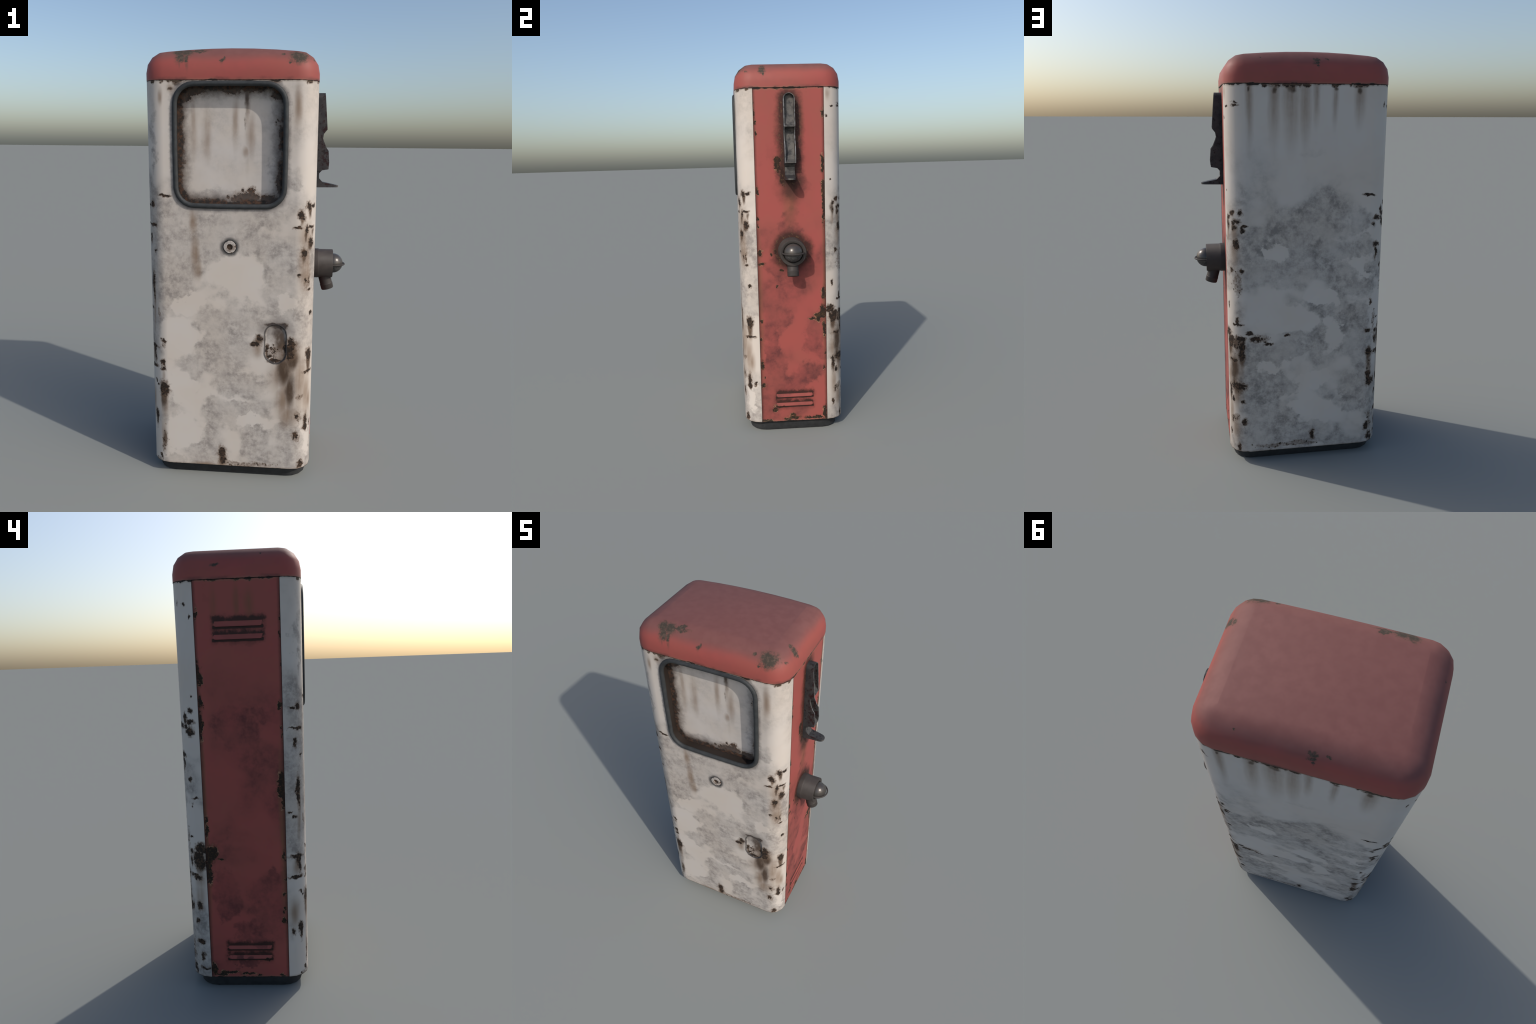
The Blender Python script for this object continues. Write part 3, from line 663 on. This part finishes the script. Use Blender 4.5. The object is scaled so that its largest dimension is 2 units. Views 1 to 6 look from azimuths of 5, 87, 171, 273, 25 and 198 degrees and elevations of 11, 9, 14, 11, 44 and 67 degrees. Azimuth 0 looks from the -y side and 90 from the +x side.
def window_paint():
    M = Mat("rusty_white_window_panel")
    color = M.mix(M.ramp(M.noise(5, 3), 0.3, 0.7), WHITE, (0.52, 0.48, 0.45))
    paint = dict(grime=0.65, grime_color=(0.19, 0.175, 0.17), stain=0.75, cloud=0.3, halo=0.5, rust=(0.11, 0.052, 0.025))
    color, chip, g, fine = wear(M, color, WINDOW_RUST, None, WINDOW_STAINS, WINDOW_GRIME, None, paint, WINDOW_BURNS)
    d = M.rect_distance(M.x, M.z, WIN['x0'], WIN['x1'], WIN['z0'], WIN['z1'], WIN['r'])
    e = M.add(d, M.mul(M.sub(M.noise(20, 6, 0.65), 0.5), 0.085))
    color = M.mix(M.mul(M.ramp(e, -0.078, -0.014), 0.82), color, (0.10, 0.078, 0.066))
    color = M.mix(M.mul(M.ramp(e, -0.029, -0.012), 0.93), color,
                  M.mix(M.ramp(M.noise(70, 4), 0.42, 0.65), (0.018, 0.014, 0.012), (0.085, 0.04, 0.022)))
    M.bump(M.sub(M.mul(fine, 0.1), chip), 0.4, 0.0012)
    return M.finish(color, M.add(0.5, M.mul(chip, 0.3)), 0.0, 0.4)


def plain(name, color, rough, metal=0.0, var=0.35, spec=0.5, tint=None, scale=35, bump=0.15):
    M = Mat(name)
    n = M.noise(scale, 6, 0.65)
    dark = tuple(c * (1 - var) for c in color)
    lite = tuple(c * (1 + var) for c in color)
    c = M.mix(M.ramp(n, 0.3, 0.7), dark, lite)
    if tint:
        c = M.mix(M.mul(M.ramp(M.noise(28, 5, 0.65), 0.52, 0.66), 0.7), c, tint)
    M.bump(M.noise(220, 3), bump, 0.0008)
    return M.finish(c, M.ramp(n, 0.2, 0.8, rough - 0.08, rough + 0.08), metal, spec)


def cradle_metal():
    M = Mat("worn_dark_steel_cradle")
    n = M.noise(26, 6, 0.65)
    c = M.mix(M.ramp(n, 0.35, 0.65), (0.030, 0.031, 0.033), (0.050, 0.049, 0.049))
    inner = M.mul(M.ramp(M.nx, 0.5, 0.9), M.ramp(n, 0.36, 0.58))
    c = M.mix(M.mul(inner, 0.75), c, (0.120, 0.113, 0.102))
    spots = M.mul(M.ramp(M.noise(62, 4, 0.6), 0.56, 0.62), M.ramp(M.nx, 0.9, 0.5, 0.35, 1.0))
    c = M.mix(M.mul(spots, 0.85), c, (0.016, 0.012, 0.012))
    side = M.ramp(M.ny, -0.7, -0.95)
    red = M.mul(M.mul(M.ramp(M.noise(60, 4, 0.6, vec=M.vec('ADD', M.P, (3, 1, 2))), 0.50, 0.57), side), M.ramp(M.x, 0.320, 0.342))  # reflection of the red panel, coloured onto the cradle's side
    c = M.mix(M.mul(red, 0.8), c, (0.020, 0.003, 0.003))
    # bare bright metal along the outer lips
    lip = M.mul(M.ramp(M.x, 0.333, 0.338), M.mul(M.ramp(M.abs(M.sub(M.y, 0.0035)), 0.0215, 0.0255), M.ramp(M.nx, 0.6, 0.9)))
    c = M.mix(M.mul(lip, M.ramp(M.noise(40, 3), 0.40, 0.6)), c, (0.16, 0.16, 0.165))
    M.bump(n, 0.25, 0.001)
    return M.finish(c, 0.55, 0.2, 0.35)


def lamp_metal():
    """Polished above the band, dull and dusty below it."""
    M = Mat("polished_steel_dome")
    low = M.ramp(M.add(M.z, M.mul(M.sub(M.noise(60, 4), 0.5), 0.012)), 1.008, 1.000)
    c = M.mix(low, (0.085, 0.077, 0.071), M.mix(M.ramp(M.noise(260, 3), 0.4, 0.65), (0.035, 0.035, 0.035), (0.10, 0.095, 0.09)))
    rough = M.ramp(low, 0, 1, 0.30, 0.7)
    return M.finish(c, rough, M.ramp(low, 0, 1, 0.45, 0.2), 0.4)


# ================================================================ build
ROOT = bpy.data.objects.new("petrol_pump", None)
bpy.context.scene.collection.objects.link(ROOT)
ROOT.empty_display_size = 0.2
ROOT["label"] = "old rusty white and red petrol pump with window recess"
ROOT["category"] = "petrol pump"

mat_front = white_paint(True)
mat_back = white_paint(False)
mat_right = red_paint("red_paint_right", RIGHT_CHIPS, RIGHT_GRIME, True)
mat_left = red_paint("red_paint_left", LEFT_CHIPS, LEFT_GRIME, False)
mat_lid = lid_paint()
mat_window = window_paint()
mat_rubber = plain("dark_grey_rubber_frame", (0.034, 0.037, 0.039), 0.6, var=0.2, spec=0.25)
mat_foot = plain("black_plinth_paint", (0.030, 0.031, 0.032), 0.75, var=0.2, spec=0.2)
mat_outlet = plain("dull_brown_grey_metal", (0.043, 0.037, 0.034), 0.58, 0.0, var=0.14, spec=0.28, tint=(0.038, 0.030, 0.027))
mat_rust = plain("rusted_hole", (0.05, 0.032, 0.022), 0.8, var=0.4, spec=0.2)
mat_cradle = cradle_metal()
mat_dome = lamp_metal()

NC = 4   # segments in the big housing corners
R_FRONT, R_BACK = YF - Y0, Y1 - YB

# ---- front skin: one pressed sheet wrapping round both front corners
front_outline = ([(X1, YF)] + arc(X1 - R_FRONT, YF, R_FRONT, 0, -90, NC)[1:] +
                 arc(X0 + R_FRONT, YF, R_FRONT, -90, -180, NC))
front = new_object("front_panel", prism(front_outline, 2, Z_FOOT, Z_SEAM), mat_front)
boolean(front, prism(superellipse_window(0.0), 1, Y0 - 0.05, WIN_FLOOR + 0.004), 'DIFFERENCE')
gx, gz, gw, gh = GRIP


def stadium(cx, cz, hw, hh, n=10):
    return arc(cx, cz + hh - hw, hw, 0, 180, n) + arc(cx, cz - hh + hw, hw, 180, 360, n)


# finger grip: a dished pocket
grip_cut = loft([[(x, Y0 + d, z) for x, z in stadium(gx, gz, gw + g, gh + g)] for g, d in
                 [(-0.001, -0.03), (-0.001, -0.0001), (-0.0025, 0.0035), (-0.006, 0.0062), (-0.013, 0.0078)]])
boolean(front, grip_cut, 'DIFFERENCE')
kx, kz = KEY
boolean(front, prism(arc(kx, kz, 0.0325, 0, 345, 23), 1, Y0 - 0.03, Y0 + 0.006), 'DIFFERENCE')
weighted(front, 32)

# ---- back skin
back_outline = ([(X0, YB)] + arc(X0 + R_BACK, YB, R_BACK, 180, 90, NC)[1:] + arc(X1 - R_BACK, YB, R_BACK, 90, 0, NC))
back = new_object("back_panel", prism(back_outline, 2, Z_FOOT, Z_SEAM), mat_back)
weighted(back, 32)

# ---- red side panels
GAP, SET = 0.0006, 0.0015
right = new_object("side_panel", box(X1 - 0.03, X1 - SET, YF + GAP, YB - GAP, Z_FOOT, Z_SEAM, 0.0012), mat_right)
left = new_object("side_panel", box(X0 + SET, X0 + 0.03, YF + GAP, YB - GAP, Z_FOOT, Z_SEAM, 0.0012), mat_left)
weighted(right, 50)
weighted(left, 50)


# ---- pressed louvres
def louvre(xs, out, zt, zb, y0, y1, mat, parent):
    """A hood: its face leans out towards the bottom, then tucks straight back."""
    e, lip = 0.012, 0.0050
    sections = []
    for y, k in ((y0, 0.0), (y0 + e * 0.5, 0.7), (y0 + e, 1.0), (y1 - e, 1.0), (y1 - e * 0.5, 0.7), (y1, 0.0)):
        o = out * (lip * k + 0.0002)
        b = zt + (zb - zt) * (0.75 + 0.25 * k)
        sections.append([(xs - out * 0.004, y, zt), (xs + out * 0.0002, y, zt), (xs + o * 0.9, y, b + 0.003), (xs + o, y, b + 0.001),
                         (xs + o * 0.8, y, b), (xs - out * 0.004, y, b + 0.002)])
    return new_object("louvre", loft(sections), mat, parent, smooth=35)


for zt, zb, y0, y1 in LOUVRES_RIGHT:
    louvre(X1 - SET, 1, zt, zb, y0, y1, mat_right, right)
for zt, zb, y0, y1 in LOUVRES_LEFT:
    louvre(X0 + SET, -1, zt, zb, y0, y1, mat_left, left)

# ---- plinth
foot = loft([[(x, y, z) for x, y in rounded_rect(-0.436 + i, 0.286 - i, -0.239 + i, 0.247 - i, 0.085, 4)]
             for i, z in ((0.003, 0.0), (0.0, 0.004), (0.0, Z_FOOT - 0.001))])
new_object("plinth", foot, mat_foot, smooth=40)

# ---- domed lid
OV = 0.0012
RL = 0.095
N_LID = 4


def lid_ring(inset, z, crown):
    r = max(0.094 - inset, 0.004)
    x0, x1, y0, y1 = X0 - OV + inset, X1 + OV - inset, Y0 - OV + inset, Y1 + OV - inset
    base = rounded_rect(x0, x1, y0, y1, r, N_LID)
    pts = []
    for i, p in enumerate(base):
        q = base[(i + 1) % len(base)]
        pts.append(p)
        if abs(p[1] - q[1]) < 1e-6 and abs(p[0] - q[0]) > 0.2:
            for k in range(1, 6):
                pts.append((p[0] + (q[0] - p[0]) * k / 6, p[1]))
    half = (x1 - x0) / 2
    return [(x, y, z + crown * max(0.0, 1 - ((x - XC) / 0.30) ** 2)) for x, y in pts]


rings = [lid_ring(0.010, Z_SEAM + 0.0008, 0), lid_ring(0.0, Z_SEAM + 0.0008, 0), lid_ring(0.0, Z_SEAM + 0.003, 0)]
for k in range(N_LID + 1):
    a = math.pi / 2 * k / N_LID
    rings.append(lid_ring(RL * (1 - math.cos(a)) * 0.99, 1.891 + RL * math.sin(a), 0.014 * math.sin(a) ** 3))
bm = loft(rings, True, True, False)
bm.verts.ensure_lookup_table()
n = len(rings[0])
top = bm.verts[-n:]
# close the crown with strips running front to back: pair points of equal x
front_side = sorted([v for v in top if v.co.y < YC], key=lambda v: (v.co.x, v.co.y if v.co.x > XC else -v.co.y))
back_side = sorted([v for v in top if v.co.y >= YC], key=lambda v: (v.co.x, -v.co.y if v.co.x > XC else v.co.y))
for a, b, c, d in zip(front_side, front_side[1:], back_side[1:], back_side):
    bm.faces.new((a, b, c, d))
bmesh.ops.recalc_face_normals(bm, faces=bm.faces)
new_object("lid", bm, mat_lid, smooth=45)

# ---- window: sheet at the bottom of the recess and the rubber frame round it
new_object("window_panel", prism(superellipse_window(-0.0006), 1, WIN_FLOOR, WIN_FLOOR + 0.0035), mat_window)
new_object("window_frame", sweep([(x, Y0 - 0.0002, z) for x, z in superellipse_window(0.0, n=6)], 0.0112, 12, closed=True), mat_rubber, smooth=80)

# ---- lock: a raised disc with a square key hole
disc = new_object("lock_disc", lathe([(-0.004, 0.0285), (0.0055, 0.0285), (0.0065, 0.0272)], 28, (kx, Y0 + 0.006, kz), (0, -1, 0)), mat_front)
boolean(disc, prism(arc(kx, kz, 0.0142, 22.5, 337.5, 7), 1, Y0 - 0.05, Y0 + 0.0065), 'DIFFERENCE')
shade(disc, 30)
new_object("key_hole", prism(arc(kx, kz, 0.0142, 22.5, 337.5, 7), 1, Y0 + 0.0050, Y0 + 0.0056), mat_rust, disc)

# ---- nozzle cradle: a folded channel with two scoops and a finger hook
CY = 0.0030
profile = [(0.3045, 1.834), (0.3405, 1.834), (0.3545, 1.6600), (0.3380, 1.6395), (0.3348, 1.6190), (0.3400, 1.6040), (0.3520, 1.5760), (0.3622, 1.5620),
           (0.3668, 1.5080), (0.3642, 1.4758), (0.3340, 1.4706), (0.3208, 1.4560), (0.3213, 1.4320), (0.3378, 1.4150),
           (0.4140, 1.3990), (0.4132, 1.3912), (0.3045, 1.3900)]
cradle = new_object("nozzle_cradle", prism(profile, 1, CY - 0.05, CY + 0.05), mat_cradle)


def cradle_outline(t, top, low):
    w0, w1 = 0.0300 - t, 0.0285 - t
    return ([(CY - w1, low), (CY + w1, low)] + arc(CY, top - w0, w0, 0, 180, 10))


boolean(cradle, prism(cradle_outline(0.0, 1.8275, 1.388), 0, 0.30, 0.45), 'INTERSECT')
for floor in ([(0.5, 1.840), (0.3190, 1.840), (0.3200, 1.735), (0.3300, 1.700), (0.3440, 1.672), (0.3545, 1.6625), (0.5, 1.6625)],
              [(0.5, 1.6560), (0.3170, 1.6560), (0.3180, 1.600), (0.3280, 1.545), (0.3480, 1.495), (0.3660, 1.4790), (0.5, 1.4790)]):
    tool = new_object("tool", prism(floor, 1, CY - 0.05, CY + 0.05), None)
    boolean(tool, prism(cradle_outline(0.0048, 1.8245, 1.388), 0, 0.30, 0.55), 'INTERSECT')
    bt = bmesh.new()
    bt.from_mesh(tool.data)
    boolean(cradle, bt, 'DIFFERENCE')
    me = tool.data
    bpy.data.objects.remove(tool)
    bpy.data.meshes.remove(me)
# narrow, round-ended finger at the bottom
finger = [(0.30, CY - 0.0255), (0.330, CY - 0.0255)] + arc(0.392, CY - 0.001, 0.0225, -88, 88, 12) + [(0.330, CY + 0.0255), (0.30, CY + 0.0255)]
keep = prism(finger, 2, 1.380, 1.4680)
up = prism([(0.30, CY - 0.06), (0.45, CY - 0.06), (0.45, CY + 0.06), (0.30, CY + 0.06)], 2, 1.4679, 1.86)
both = new_object("tool", keep, None)
boolean(both, up, 'UNION')
bt = bmesh.new()
bt.from_mesh(both.data)
boolean(cradle, bt, 'INTERSECT')
me = both.data
bpy.data.objects.remove(both)
bpy.data.meshes.remove(me)
shade(cradle, 32)

# ---- hose outlet
outlet = new_object("hose_outlet", lathe(
    [(-0.003, 0.0720), (0.0195, 0.0720), (0.0225, 0.0710), (0.0245, 0.0695), (0.0900, 0.0693), (0.0918, 0.0680), (0.0920, 0.0665),
     (0.0915, 0.0545), (0.0900, 0.0525), (0.0800, 0.0505), (0.0795, 0.0100)], 40, OUTLET, (1, 0, 0)), mat_outlet, smooth=40)
dome_c = Vector((0.4015, 0.0035, 1.0185))
bm = bmesh.new()
bmesh.ops.create_uvsphere(bm, u_segments=40, v_segments=24, radius=0.0478)
bmesh.ops.translate(bm, verts=bm.verts, vec=dome_c)
new_object("dome", bm, mat_dome, outlet, smooth=80)
band = [(0.392 + 0.0640 * math.sin(math.radians(a)) ** 0.9 if 0 < a < 180 else 0.392, 0.0035 - 0.0560 * math.cos(math.radians(a)),
         1.0165 - 0.001 * math.sin(math.radians(a))) for a in range(0, 181, 9)]
new_object("guard_band", sweep(band, 0.0042, 10), mat_outlet, outlet, smooth=80)
tilt = math.radians(15.5)
sd = Vector((math.sin(tilt), 0, -math.cos(tilt)))
so = Vector((0.363, 0.0035, 0.9455)) - sd * 0.035
new_object("spout", lathe([(0.0, 0.0300), (0.063, 0.0298), (0.066, 0.0303), (0.067, 0.0312), (0.0700, 0.0312), (0.0710, 0.0306), (0.0900, 0.0303),
                           (0.0925, 0.0290), (0.0928, 0.0230), (0.0850, 0.0215), (0.0845, 0.006)], 28, so, sd, up=Vector((1, 0, 0))),
           mat_outlet, outlet, smooth=40)
